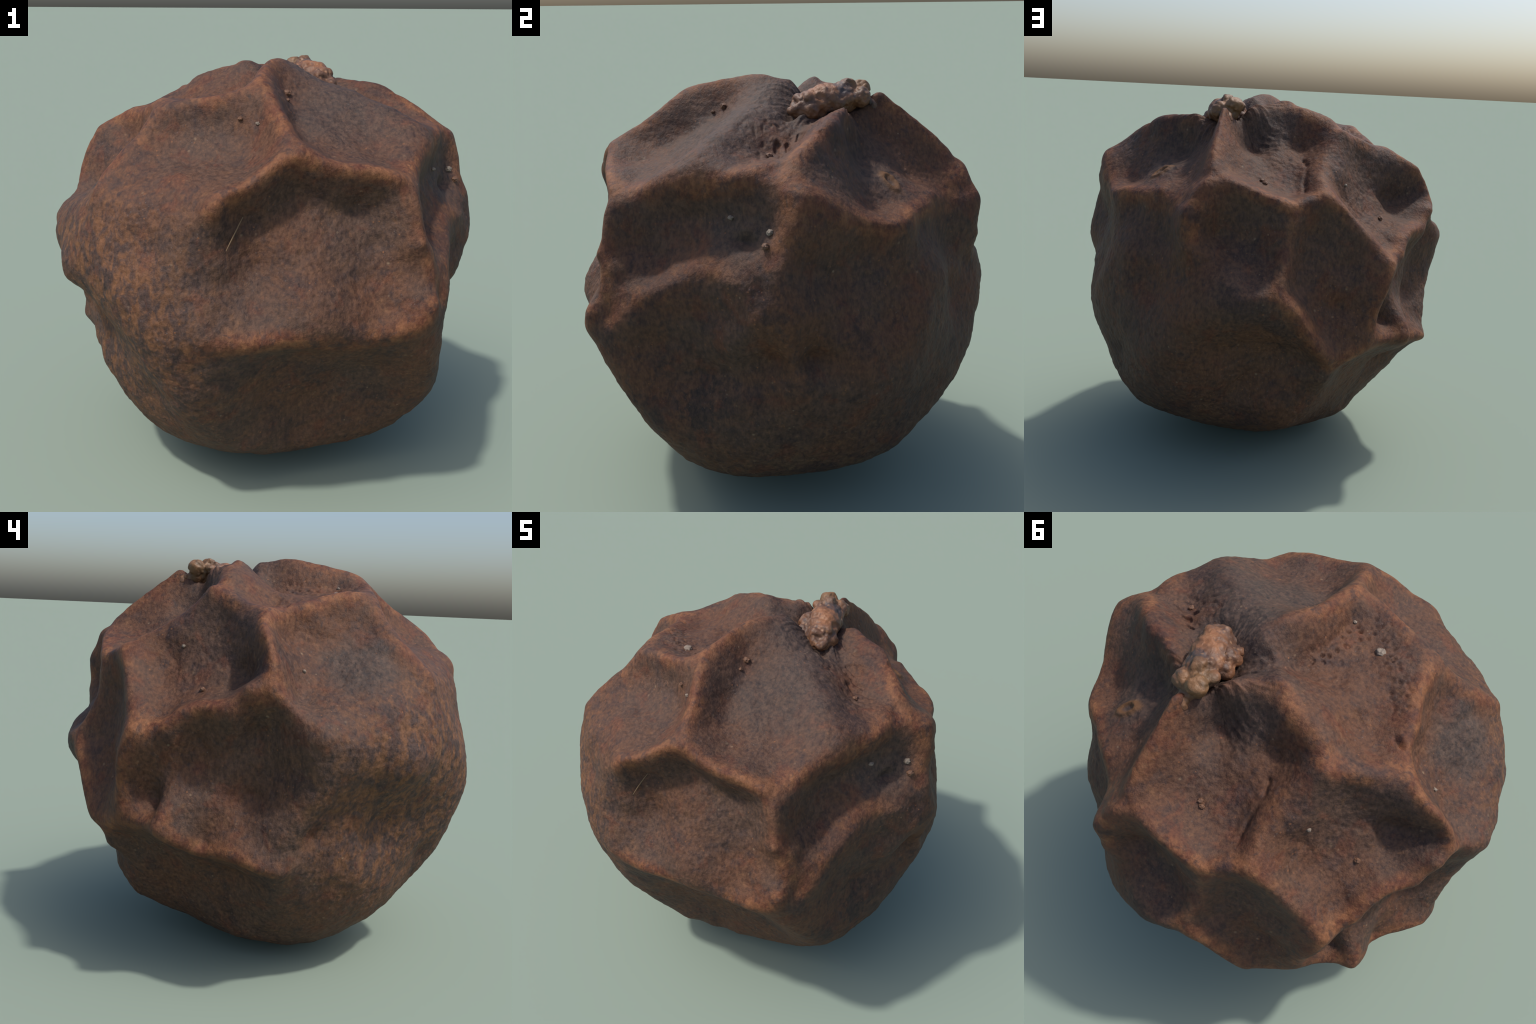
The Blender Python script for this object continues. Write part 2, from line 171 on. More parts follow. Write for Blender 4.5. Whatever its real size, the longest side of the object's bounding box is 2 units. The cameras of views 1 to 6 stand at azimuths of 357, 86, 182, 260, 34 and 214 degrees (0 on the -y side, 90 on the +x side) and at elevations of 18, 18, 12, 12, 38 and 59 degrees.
# rounded skin away from the wrinkles, by side
SWELLINGS = {
    "back shoulder": [
        (88.6, 23.3, 0.857), (87.7, 24.0, 0.859), (56.6, 6.7, 0.862), (82.2, 20.1, 0.862), (65.5, 9.8, 0.888),
        (50.0, 12.9, 0.902), (75.6, 14.9, 0.937), (97.2, 22.0, 0.888), (112.7, 24.7, 0.838), (119.3, 5.8, 0.855),
        (76.5, 12.5, 0.929), (130.5, 38.2, 0.795), (59.9, 19.1, 0.860), (61.3, 16.2, 0.872), (55.6, 38.0, 0.883),
        (69.7, 25.4, 1.043), (79.0, 27.9, 0.902), (95.0, 16.1, 0.849), (107.8, 19.4, 0.816), (90.6, 16.2, 0.852),
        (104.7, 10.0, 0.834), (131.2, 27.9, 0.814), (84.1, 9.1, 0.971), (70.9, 16.6, 0.986), (52.4, 33.1, 0.951)],
    "back belly": [
        (100.9, -8.2, 0.865), (94.9, -5.0, 0.879), (90.6, -18.5, 0.814), (98.1, -27.1, 0.830), (79.3, -19.3, 0.876),
        (125.0, -23.6, 0.836), (55.7, 0.5, 0.869), (119.3, -1.0, 0.821), (86.8, -28.7, 0.821), (49.8, -30.9, 0.978),
        (54.8, -25.9, 0.973), (57.1, -20.9, 0.977), (61.2, -16.9, 0.972), (65.4, -11.9, 0.972), (69.0, -7.4, 0.964),
        (73.1, -3.0, 0.973), (78.7, 3.8, 0.984), (86.8, 0.7, 0.976), (115.6, -22.4, 0.936), (100.2, -35.8, 0.917),
        (45.5, -1.5, 0.915), (91.3, 3.2, 0.969)],
    "left shoulder": [
        (143.9, 13.3, 0.922), (161.4, 18.9, 0.969), (165.4, 25.6, 1.031), (179.3, 15.0, 1.002), (146.7, 35.2, 0.790),
        (173.7, 6.0, 0.822), (-168.1, 13.2, 1.030), (-172.1, 26.3, 0.909), (-151.5, 39.8, 0.942), (155.6, 33.7, 0.818),
        (166.0, 33.1, 0.836), (142.0, 19.2, 0.867), (-138.1, 39.3, 0.959), (177.5, 30.5, 0.912), (-159.3, 22.3, 1.010),
        (-137.6, 32.0, 0.994), (-173.4, 12.7, 1.027), (-167.0, 10.5, 1.021), (-154.4, 9.4, 1.030), (-176.2, 7.0, 0.990),
        (-176.7, 18.5, 1.015), (173.1, 35.1, 0.977), (-145.4, 28.2, 1.018), (-144.1, 23.1, 1.032), (-144.0, 18.3, 1.036),
        (-140.4, 14.8, 1.029), (-136.4, 10.4, 1.016), (-162.2, 13.9, 1.013), (-152.8, 14.9, 1.023), (-149.4, 18.0, 1.031)],
    "left belly": [
        (135.9, -0.2, 0.852), (-139.5, -4.4, 0.922), (-151.1, 4.8, 1.033), (170.6, -9.4, 0.886), (167.8, -2.7, 0.766),
        (-135.5, -0.0, 0.974), (163.0, -30.2, 0.783), (143.9, -28.8, 0.806), (161.2, 4.1, 0.815), (-151.4, -9.7, 0.823),
        (-150.1, 1.2, 0.949), (-179.2, -22.1, 0.929), (-166.3, -26.2, 0.910), (-160.2, -32.3, 0.932), (-152.4, -37.4, 0.957),
        (177.3, -34.6, 0.920), (174.7, -26.2, 0.926), (175.1, -10.5, 0.947), (178.7, -6.8, 0.941), (-177.1, -0.7, 0.956),
        (139.0, -13.4, 0.917), (149.5, -10.8, 0.907), (176.9, -16.0, 0.953)],
    "right shoulder": [
        (3.1, 25.1, 1.015), (43.5, 22.1, 0.905), (13.7, 16.7, 0.889), (5.3, 24.2, 0.987), (25.5, 19.8, 0.917),
        (41.5, 26.8, 0.892), (5.5, 24.7, 0.992), (-25.1, 8.1, 0.893), (-17.7, 17.5, 0.968), (21.0, 14.3, 0.900),
        (41.2, 5.6, 0.919), (26.1, 13.4, 0.884), (11.8, 27.2, 0.998), (25.0, 5.1, 0.895), (-10.1, 9.0, 0.991),
        (-43.1, 16.0, 0.923), (-19.4, 9.4, 0.892), (35.1, 5.3, 0.940), (26.0, 33.7, 0.889), (7.6, 18.8, 0.909),
        (-42.2, 5.8, 1.002), (1.0, 27.5, 1.065), (-1.9, 15.2, 1.021), (-1.3, 8.8, 1.015), (34.4, 25.3, 0.952),
        (35.6, 17.7, 0.917), (44.2, 9.1, 0.926)],
    "back crown": [
        (47.9, 55.0, 0.860), (64.7, 82.1, 0.875), (73.0, 75.2, 0.948), (54.4, 40.7, 0.848), (130.5, 44.6, 0.871),
        (77.4, 62.7, 0.768), (73.7, 40.3, 1.031), (71.5, 48.9, 1.006)],
    "right crown": [
        (10.8, 67.2, 0.934), (14.5, 49.2, 0.970), (-19.0, 42.5, 1.023), (-4.5, 69.2, 0.904), (-20.9, 48.3, 0.974),
        (8.2, 43.4, 1.013), (36.7, 58.2, 0.866), (-27.1, 64.2, 0.952), (18.8, 54.5, 1.024), (37.3, 53.4, 0.817),
        (5.8, 42.9, 1.021), (1.7, 57.1, 0.866), (-8.2, 43.8, 1.038), (-29.8, 52.7, 0.994), (4.7, 48.1, 1.038),
        (27.2, 84.2, 0.974), (-31.9, 41.5, 1.038), (-25.5, 42.4, 1.034)],
    "front belly": [
        (-69.0, -20.8, 0.791), (-87.7, -13.5, 0.821), (-94.2, -23.2, 0.827), (-108.0, -1.0, 1.012), (-126.9, -24.4, 0.916),
        (-133.9, -9.5, 0.912), (-130.3, -20.2, 0.918), (-75.8, -33.1, 0.800), (-121.6, -31.2, 0.950), (-45.8, 4.1, 1.020),
        (-80.7, -18.6, 0.814), (-105.2, -9.8, 0.956), (-45.5, 0.8, 1.016), (-79.0, -0.2, 0.960), (-52.1, -8.5, 1.024),
        (-48.1, -14.2, 1.017), (-45.6, -19.2, 1.013), (-120.0, -38.3, 0.964), (-116.7, -30.2, 0.970), (-116.7, -24.3, 0.982),
        (-117.1, -16.6, 0.997), (-117.2, -7.5, 1.007), (-118.9, -1.5, 1.020), (-127.3, 4.6, 1.023), (-121.6, 1.1, 1.025),
        (-111.6, -27.8, 0.976), (-107.4, -36.2, 0.963)],
    "front shoulder": [
        (-55.0, 17.6, 1.059), (-48.6, 15.8, 0.992), (-123.4, 17.5, 0.984), (-94.4, 11.0, 0.850), (-96.7, 16.3, 0.828),
        (-90.6, 21.6, 0.859), (-103.8, 11.5, 0.888), (-60.6, 19.4, 0.888), (-45.3, 39.4, 1.007), (-119.7, 36.2, 0.972),
        (-117.3, 5.7, 1.005), (-117.8, 12.1, 1.004), (-116.3, 17.8, 1.000), (-112.9, 24.1, 1.014), (-132.8, 8.3, 1.022),
        (-135.0, 24.8, 1.025), (-128.2, 26.1, 1.025), (-119.6, 28.3, 1.006), (-111.7, 28.7, 1.014), (-99.6, 34.6, 1.003)],
    "right belly": [
        (-43.7, -2.5, 0.988), (-15.1, -14.5, 0.925), (40.3, -12.0, 0.931), (9.6, 3.7, 0.934), (-4.5, -2.3, 0.862),
        (-15.8, 2.2, 0.943), (-5.5, -12.3, 0.920), (11.4, 3.9, 0.930), (8.9, 2.0, 0.947), (20.3, -0.1, 0.934),
        (2.6, -2.3, 0.855), (36.1, 2.3, 0.939), (39.2, -21.1, 0.936), (-36.4, -33.0, 1.020), (-35.2, -27.6, 1.023),
        (-38.1, -20.3, 1.009), (-16.3, -0.7, 0.917), (-12.2, 4.1, 0.954), (-43.1, -26.3, 1.015), (37.7, -39.4, 0.997),
        (44.1, -35.4, 0.986), (17.3, -4.8, 0.964), (17.7, -11.9, 0.964), (19.4, -19.7, 0.959), (22.8, -26.1, 0.962),
        (26.2, -33.9, 0.988), (-30.2, -34.1, 1.007), (-20.8, -32.5, 0.989), (-13.2, -30.6, 0.981), (-1.6, -24.6, 0.953),
        (4.6, -19.5, 0.946), (9.0, -13.1, 0.948), (13.5, -11.2, 0.966), (29.7, 0.0, 0.942)],
    "left crown": [
        (140.2, 57.3, 0.988), (170.8, 59.3, 0.859), (171.4, 64.4, 0.823), (-175.9, 85.6, 0.811), (-141.2, 62.8, 0.920),
        (-173.0, 74.7, 0.822), (-167.7, 48.9, 0.901), (171.7, 77.2, 0.851), (142.6, 68.4, 0.968), (144.3, 63.9, 0.972),
        (168.4, 47.8, 0.986), (170.3, 42.1, 0.988), (-148.3, 57.6, 0.973)],
    "front crown": [
        (-64.1, 74.8, 0.898), (-45.4, 89.2, 0.905), (-72.1, 80.9, 0.972), (-79.3, 59.9, 0.841), (-77.6, 51.9, 0.862),
        (-85.1, 65.2, 0.935), (-67.6, 60.5, 0.860), (-78.3, 51.4, 0.870), (-82.9, 42.6, 1.043), (-78.0, 40.1, 1.025)],
    "bottom": [
        (-58.0, -84.2, 0.935), (-153.4, -83.1, 0.925), (-21.8, -76.8, 0.943), (58.0, -84.1, 0.923), (-76.0, -77.3, 0.941),
        (135.0, -88.3, 0.926), (-148.1, -41.7, 0.964), (-141.5, -44.8, 0.972), (-136.3, -46.3, 0.973), (-129.9, -51.5, 0.967),
        (-118.8, -53.9, 0.955), (-99.7, -48.0, 0.954), (-87.6, -48.1, 0.948), (-77.2, -61.1, 0.924), (-59.4, -57.5, 0.939),
        (-46.9, -50.5, 0.980), (-39.2, -43.7, 1.006), (-32.0, -46.0, 1.008), (-21.9, -50.4, 0.999), (-8.7, -53.8, 0.970),
        (7.3, -51.6, 0.971), (-1.2, -53.1, 0.970), (20.7, -47.0, 0.984), (27.3, -44.4, 0.995), (30.7, -40.8, 0.996),
        (33.4, -46.3, 0.973), (40.2, -54.9, 0.936), (50.5, -62.4, 0.909), (72.8, -67.3, 0.900), (95.6, -67.1, 0.893),
        (116.4, -63.4, 0.888), (150.9, -64.2, 0.911), (159.6, -57.7, 0.930), (164.6, -53.4, 0.931), (170.4, -50.2, 0.912),
        (176.2, -42.6, 0.910), (103.0, -40.8, 0.926), (105.6, -44.1, 0.942), (107.0, -48.2, 0.933), (114.7, -56.9, 0.905),
        (126.5, -63.8, 0.898), (171.1, -65.4, 0.928), (-167.6, -62.8, 0.965), (-152.8, -58.3, 0.973), (-142.3, -51.6, 0.973),
        (-128.2, -42.9, 0.966), (-98.0, -43.9, 0.968), (-72.6, -48.3, 0.952), (-58.3, -46.2, 0.958), (-44.4, -41.1, 0.991)],
}


# ---------------------------------------------------------------- helpers
def direction(az, el):
    az, el = np.radians(az), np.radians(el)
    return np.stack([np.cos(el) * np.cos(az), np.cos(el) * np.sin(az), np.sin(el)], -1)


def spot(az, el, r):
    return CENTRE + r * direction(az, el)


def perlin(p, freq, seed=0):
    """Gradient noise on an (n, 3) array of positions."""
    p = p * freq + 37.0 + seed * 11.3
    i = np.floor(p).astype(np.int64)
    f = p - i
    u = f * f * f * (f * (f * 6 - 15) + 10)
    out = np.zeros(len(p))
    for dx in (0, 1):
        for dy in (0, 1):
            for dz in (0, 1):
                h = ((i[:, 0] + dx) * 73856093) ^ ((i[:, 1] + dy) * 19349663) ^ ((i[:, 2] + dz) * 83492791) ^ (seed * 2654435)
                h = (h ^ (h >> 13)) * 1274126177 & 0x7FFFFFFF
                a = (h & 1023) / 1023 * 2 * np.pi
                z = ((h >> 10) & 1023) / 511.5 - 1
                s = np.sqrt(1 - z * z)
                g = s * np.cos(a) * (f[:, 0] - dx) + s * np.sin(a) * (f[:, 1] - dy) + z * (f[:, 2] - dz)
                wx = u[:, 0] if dx else 1 - u[:, 0]
                wy = u[:, 1] if dy else 1 - u[:, 1]
                wz = u[:, 2] if dz else 1 - u[:, 2]
                out += g * wx * wy * wz
    return out * 1.5


def fbm(p, freq, octaves, seed=0, gain=0.5):
    return sum(gain ** k * perlin(p, freq * 2 ** k, seed + k) for k in range(octaves))


def smooth01(x, a, b):
    t = np.clip((x - a) / (b - a), 0, 1)
    return t * t * (3 - 2 * t)


def icosphere(levels):
    bm = bmesh.new()
    bmesh.ops.create_icosphere(bm, subdivisions=levels, radius=1.0)
    bm.verts.ensure_lookup_table()
    v = np.array([q.co[:] for q in bm.verts])
    f = np.array([[q.index for q in t.verts] for t in bm.faces])
    bm.free()
    return v / np.linalg.norm(v, axis=1)[:, None], f


def edges_of(f):
    e = np.sort(np.concatenate([f[:, [0, 1]], f[:, [1, 2]], f[:, [2, 0]]]), 1)
    return np.unique(e[:, 0].astype(np.int64) * 2 ** 32 + e[:, 1]).view(np.int64)


def relax(x, e, times, keep=0.5):
    """Average each vertex value with its neighbours."""
    n = len(x)
    a, b = e
    cnt = np.bincount(a, minlength=n) + np.bincount(b, minlength=n)
    for _ in range(times):
        if x.ndim == 1:
            s = np.bincount(a, x[b], n) + np.bincount(b, x[a], n)
            x = keep * x + (1 - keep) * s / cnt
        else:
            s = np.stack([np.bincount(a, x[b, k], n) + np.bincount(b, x[a, k], n) for k in range(3)], 1)
            x = keep * x + (1 - keep) * s / cnt[:, None]
    return x


def polyline_distance(p, line):
    """Distance from points p to a 3D polyline, and the place along it (0..1)."""
    best, where = np.full(len(p), 9.0), np.zeros(len(p))
    m = len(line) - 1
    for k in range(m):
        a, ab = line[k], line[k + 1] - line[k]
        t = np.clip((p - a) @ ab / (ab @ ab), 0, 1)
        d = np.linalg.norm(p - a - t[:, None] * ab, axis=1)
        hit = d < best
        best[hit], where[hit] = d[hit], (k + t[hit]) / m
    return best, where


def new_mesh(name, verts, faces, material, smooth=True):
    me = bpy.data.meshes.new(name)
    me.from_pydata([tuple(v) for v in verts], [], [tuple(int(i) for i in f) for f in faces])
    me.materials.append(material)
    if smooth:
        me.polygons.foreach_set("use_smooth", [True] * len(me.polygons))
    me.update()
    return me


def new_object(name, data, parent=None):
    ob = bpy.data.objects.new(name, data)
    bpy.context.scene.collection.objects.link(ob)
    ob.parent = parent
    return ob


def along(line, step):
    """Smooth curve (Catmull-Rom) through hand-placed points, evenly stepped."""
    p = np.array(line)
    p = np.concatenate([[2 * p[0] - p[1]], p, [2 * p[-1] - p[-2]]])
    out = []
    for k in range(1, len(p) - 2):
        n = max(1, int(round(np.linalg.norm(p[k + 1] - p[k]) / step)))
        t = (np.arange(n) / n)[:, None]
        a, b, c, d = p[k - 1:k + 3]
        out.append(0.5 * (2 * b + (c - a) * t + (2 * a - 5 * b + 4 * c - d) * t ** 2 + (3 * b - a - 3 * c + d) * t ** 3))
    return np.concatenate(out + [p[-2:-1]])


def to_angles(p):
    q = np.asarray(p) - CENTRE
    r = np.linalg.norm(q, axis=1)
    return np.stack([np.degrees(np.arctan2(q[:, 1], q[:, 0])), np.degrees(np.arcsin(q[:, 2] / r)), r], 1)


# ---------------------------------------------------------------- the radius
def control_points():
    pts, stiff = [], []
    for line in RIDGES.values():
        for q in to_angles(along([spot(*p) for p in line], 0.028)):
            pts.append(q); stiff.append(0.04)
    for q in HOLLOWS.values():
        for p in q:
            pts.append(p); stiff.append(0.06)
    for q in SWELLINGS.values():
        for p in q:
            pts.append(p); stiff.append(0.15)
    pts = np.array(pts)
    return direction(pts[:, 0], pts[:, 1]), pts[:, 2], np.array(stiff)


def stretched_skin(c, r, s):
    """Weights of a smooth sheet through radii r in directions c."""
    n = len(r)
    a = np.zeros((n + 1, n + 1))
    a[:n, :n] = -np.linalg.norm(c[:, None] - c[None], axis=-1) ** STRETCH + np.diag(s * 0.03)
    a[:n, n] = a[n, :n] = 1
    return np.linalg.solve(a, np.r_[r, 0])


def sheet_height(c, w, d):
    out = np.empty(len(d))
    for k in range(0, len(d), 20000):
        g = np.clip(d[k:k + 20000] @ c.T, -1, 1)
        out[k:k + 20000] = -np.maximum(2 - 2 * g, 0) ** (STRETCH / 2) @ w[:-1] + w[-1]
    return out


def sagging_feet(c, w):
    """Beside every crest the skin sags: points either side, a little lower than
    the plain sheet, the more so the prouder the crest stands."""
    feet, low = [], []
    for line in RIDGES.values():
        p = along([spot(*q) for q in line], 0.04) - CENTRE
        p /= np.linalg.norm(p, axis=1)[:, None]
        t = np.gradient(p, axis=0)
        side = np.cross(p, t)
        side /= np.linalg.norm(side, axis=1)[:, None]
        top = sheet_height(c, w, p)
        for sign in (1, -1):
            near, far = p + sign * FOOT * side, p + sign * 2 * FOOT * side
            near /= np.linalg.norm(near, axis=1)[:, None]
            far /= np.linalg.norm(far, axis=1)[:, None]
            proud = np.clip(top - sheet_height(c, w, far), 0, 0.12)
            feet.append(near[1:-1])
            low.append((sheet_height(c, w, near) - SAG * proud)[1:-1])
    feet, low = np.concatenate(feet), np.concatenate(low)
    clear = np.array([np.min(np.linalg.norm(c - q, axis=1)) > 0.055 for q in feet])
    return feet[clear], low[clear]


def radius_field(d):
    c, r, s = control_points()
    feet, low = sagging_feet(c, stretched_skin(c, r, s))
    c, r, s = np.r_[c, feet], np.r_[r, low], np.r_[s, np.full(len(low), 0.4)]
    return sheet_height(c, stretched_skin(c, r, s), d)

# ---------------------------------------------------------------- fine relief
def subdivide(d, r, f):
    """Split every triangle in four; radii of new points are averages."""
    e = np.sort(np.concatenate([f[:, [0, 1]], f[:, [1, 2]], f[:, [2, 0]]]), 1).astype(np.int64)
    key, inv = np.unique(e[:, 0] * len(d) + e[:, 1], return_inverse=True)
    a, b = key // len(d), key % len(d)
    m = d[a] + d[b]
    m /= np.linalg.norm(m, axis=1)[:, None]
    k = len(f)
    i, j, l = (inv[:k] + len(d), inv[k:2 * k] + len(d), inv[2 * k:] + len(d))
    f = np.concatenate([np.stack(q, 1) for q in ((f[:, 0], i, l), (f[:, 1], j, i), (f[:, 2], l, j), (i, j, l))])
    return np.r_[d, m], np.r_[r, (r[a] + r[b]) / 2], f


def cells(p, freq, seed):
    """Distance to the nearest scattered point (Worley noise), 0 at the points."""
    p = p * freq + 19.0
    i = np.floor(p).astype(np.int64)
    best = np.full(len(p), 9.0)
    for dx in (-1, 0, 1):
        for dy in (-1, 0, 1):
            for dz in (-1, 0, 1):
                q = i + (dx, dy, dz)
                h = (q[:, 0] * 73856093) ^ (q[:, 1] * 19349663) ^ (q[:, 2] * 83492791) ^ (seed * 7919)
                h = (h ^ (h >> 13)) * 1274126177 & 0x7FFFFFFF
                o = np.stack([h & 1023, (h >> 10) & 1023, (h >> 20) & 1023], 1) / 1023
                best = np.minimum(best, np.linalg.norm(q + o - p, axis=1))
    return best


def near(p, centre, size):
    return np.exp(-np.sum((p - np.array(centre)) ** 2, 1) / size ** 2)


STEM = np.array([0.20, 0.25, 1.83])
CRACKS = {  # line, width, depth
    "back hollow crack": ([(-0.206, 0.415, 1.593), (-0.235, 0.485, 1.555), (-0.215, 0.56, 1.51), (-0.225, 0.634, 1.462)], 0.013, 0.018),
    "crown notch": ([(-0.50, 0.03, 1.695), (-0.526, 0.019, 1.687), (-0.56, 0.03, 1.68)], 0.012, 0.03),
    "crown groove": ([(-0.07, 0.02, 1.80), (-0.10, -0.12, 1.80), (-0.12, -0.25, 1.79), (-0.10, -0.33, 1.785)], 0.03, 0.02),
    "tongue seam": ([(0.08, 0.10, 1.86), (0.0, 0.08, 1.85), (-0.12, 0.03, 1.80)], 0.016, 0.03),
    "front hollow crack": ([(0.40, -0.775, 1.33), (0.44, -0.755, 1.335), (0.49, -0.73, 1.325)], 0.009, 0.008),
    "front hollow fork": ([(0.42, -0.75, 1.295), (0.465, -0.752, 1.283), (0.52, -0.73, 1.295)], 0.008, 0.007),
}
EYE = (0.80, -0.185, 1.355)


def relief(v, crest):
    """Radial change at every point of the skin: folds, pits, cracks, grain."""
    hollow = 1 - crest
    out = 0.006 * fbm(v, 5.0, 2, 1)
    out += 0.0035 * fbm(v, 14.0, 2, 5) * (0.5 + 0.5 * hollow)
    out += 0.0022 * fbm(v, 42.0, 2, 9) * (0.4 + 0.6 * hollow)
    # lumpy, pebbled floor of the hollows that face up
    crown = smooth01(v[:, 2], 1.25, 1.55)
    out += 0.004 * hollow * crown * (0.5 - np.clip(cells(v, 22.0, 3), 0, 1))
    # porous groove of the crown hollow
    groove, _ = polyline_distance(v, np.array([(-0.10, -0.08, 1.79), (-0.13, -0.25, 1.77), (-0.2, -0.36, 1.75), (-0.33, -0.27, 1.74), (-0.45, -0.13, 1.7)]))
    porous = np.exp(-(groove / 0.055) ** 2)
    out -= 0.016 * porous * smooth01(0.45 - cells(v, 34.0, 11), 0.0, 0.35)
    # thin wrinkles that run towards the stem
    q = v - STEM
    ring = np.linalg.norm(q, axis=1)
    ang = np.arctan2(q[:, 1], q[:, 0])
    fan = np.stack([np.cos(ang), np.sin(ang), ring * 0.45], 1) + 0.05 * np.stack([perlin(v, 7.0, 21), perlin(v, 7.0, 22), perlin(v, 7.0, 23)], 1)
    streak = perlin(fan, 11.0, 24) + 0.6 * perlin(fan, 23.0, 25)
    out += 0.009 * streak * np.exp(-((ring - 0.16) / 0.15) ** 2)
    # the narrow sinew from the stem down the back, a dark pit beside it
    sinew, t = polyline_distance(v, np.array([spot(*q) for q in RIDGES["stem spine, back"]]))
    out += 0.030 * np.exp(-(sinew / 0.034) ** 2) * smooth01(t, 0.95, 0.45)
    out -= 0.050 * near(v, (0.075, 0.40, 1.70), 0.07)
    panel = near(v, (0.50, 0.0, 1.70), 0.16)
    out -= 0.016 * panel * smooth01(perlin(v * (0.6, 1.4, 1.0), 26.0, 31), 0.1, 0.6)
    # cracks, each a narrow groove
    for line, width, depth in CRACKS.values():
        wob = v + 0.012 * np.stack([perlin(v, 18.0, 41), perlin(v, 18.0, 42), perlin(v, 18.0, 43)], 1)
        g, t = polyline_distance(wob, np.array(line))
        out -= depth * np.exp(-(g / width) ** 2)
    # the slit in the right hollow and the raised rim of the ring mark
    e = (v - np.array(EYE)) @ np.array([[0.3, 0.95, 0.1], [0.2, -0.15, 0.97], [0.9, -0.3, -0.2]]).T
    out -= 0.03 * np.exp(-(e[:, 0] / 0.05) ** 2 - (e[:, 1] / 0.022) ** 2 - (e[:, 2] / 0.1) ** 2)
    m = ring_mark_place(v)
    out += 0.010 * np.exp(-((m - 1) / 0.35) ** 2) - 0.012 * np.exp(-(m / 0.6) ** 2)
    return out


RING_MARK, RING_LONG = np.array([0.508, 0.418, 1.512]), np.array([-0.62, -0.35, 0.70])


def ring_mark_place(v):
    q = v - RING_MARK
    a = RING_LONG / np.linalg.norm(RING_LONG)
    along_axis = q @ a
    across = np.linalg.norm(q - along_axis[:, None] * a, axis=1)
    return np.sqrt((along_axis / 0.055) ** 2 + (across / 0.026) ** 2)


def crest_mask(v):
    """1 on the crests, fading down their flanks."""
    best = np.zeros(len(v))
    for name, line in RIDGES.items():
        p = along([spot(*q) for q in line], 0.05)
        strength = 0.6 if name in FAINT else 1.0
        box = np.all((v > p.min(0) - 0.2) & (v < p.max(0) + 0.2), axis=1)
        g, _ = polyline_distance(v[box], p)
        best[box] = np.maximum(best[box], strength * np.exp(-(g / 0.07) ** 2))
    return best


FAINT = ("rib across the back", "right side rib", "lower back rim, far end", "left hollow, front rim", "back rib")


# ---------------------------------------------------------------- materials
class Nodes:
    """Short-hand for building a node tree."""

    def __init__(self, name):
        self.mat = bpy.data.materials.new(name)
        self.mat.use_nodes = True
        self.t = self.mat.node_tree
        self.bsdf = self.t.nodes["Principled BSDF"]

    def add(self, kind, **settings):
        n = self.t.nodes.new(kind)
        for k, v in settings.items():
            setattr(n, k, v)
        return n

    def put(self, socket, value):
        if hasattr(value, "is_output"):
            self.t.links.new(value, socket)
        else:
            socket.default_value = value

    def coords(self):
        return self.add("ShaderNodeTexCoord").outputs["Object"]

    def mapped(self, vec, scale=(1, 1, 1), rot=(0, 0, 0), loc=(0, 0, 0)):
        n = self.add("ShaderNodeMapping")
        self.put(n.inputs["Vector"], vec)
        n.inputs["Scale"].default_value = scale
        n.inputs["Rotation"].default_value = rot
        n.inputs["Location"].default_value = loc
        return n.outputs[0]

    def noise(self, vec, scale, detail=4, rough=0.55, warp=0.0):
        n = self.add("ShaderNodeTexNoise")
        self.put(n.inputs["Vector"], vec)
        for k, v in (("Scale", scale), ("Detail", detail), ("Roughness", rough), ("Distortion", warp)):
            n.inputs[k].default_value = v
        return n.outputs["Fac"]

    def voronoi(self, vec, scale, out="Distance"):
        n = self.add("ShaderNodeTexVoronoi")
        self.put(n.inputs["Vector"], vec)
        n.inputs["Scale"].default_value = scale
        return n.outputs[out]

    def step(self, fac, lo, hi, a=0.0, b=1.0):
        n = self.add("ShaderNodeMapRange", interpolation_type="SMOOTHSTEP")
        for k, v in enumerate((fac, lo, hi, a, b)):
            self.put(n.inputs[k], v)
        return n.outputs[0]

    def math(self, op, a, b=0.0, clamp=False):
        n = self.add("ShaderNodeMath", operation=op, use_clamp=clamp)
        self.put(n.inputs[0], a)
        self.put(n.inputs[1], b)
        return n.outputs[0]

    def mix(self, fac, a, b, blend="MIX"):
        n = self.add("ShaderNodeMix", data_type="RGBA", blend_type=blend)
        self.put(n.inputs["Factor"], fac)
        for key, v in (("A", a), ("B", b)):
            s = [q for q in n.inputs if q.name == key and q.type == "RGBA"][0]
            self.put(s, (*v, 1.0) if isinstance(v, tuple) else v)
        return [q for q in n.outputs if q.type == "RGBA"][0]

    def patch(self, vec, centre, size, edge=0.0):
        """1 near a place on the object, 0 away from it, with a ragged edge."""
        n = self.add("ShaderNodeVectorMath", operation="DISTANCE")
        self.put(n.inputs[0], vec)
        n.inputs[1].default_value = centre
        dist = n.outputs["Value"]
        if edge:
            wob = self.math("MULTIPLY", self.math("SUBTRACT", self.noise(vec, 9.0, 4, 0.6), 0.5), edge)
            dist = self.math("ADD", dist, wob)
        return self.step(dist, size, size * 0.35)

    def bump(self, height, strength, distance, normal=None):
        n = self.add("ShaderNodeBump")
        n.inputs["Strength"].default_value = strength
        n.inputs["Distance"].default_value = distance
        self.put(n.inputs["Height"], height)
        if normal is not None:
            self.put(n.inputs["Normal"], normal)
        return n.outputs[0]


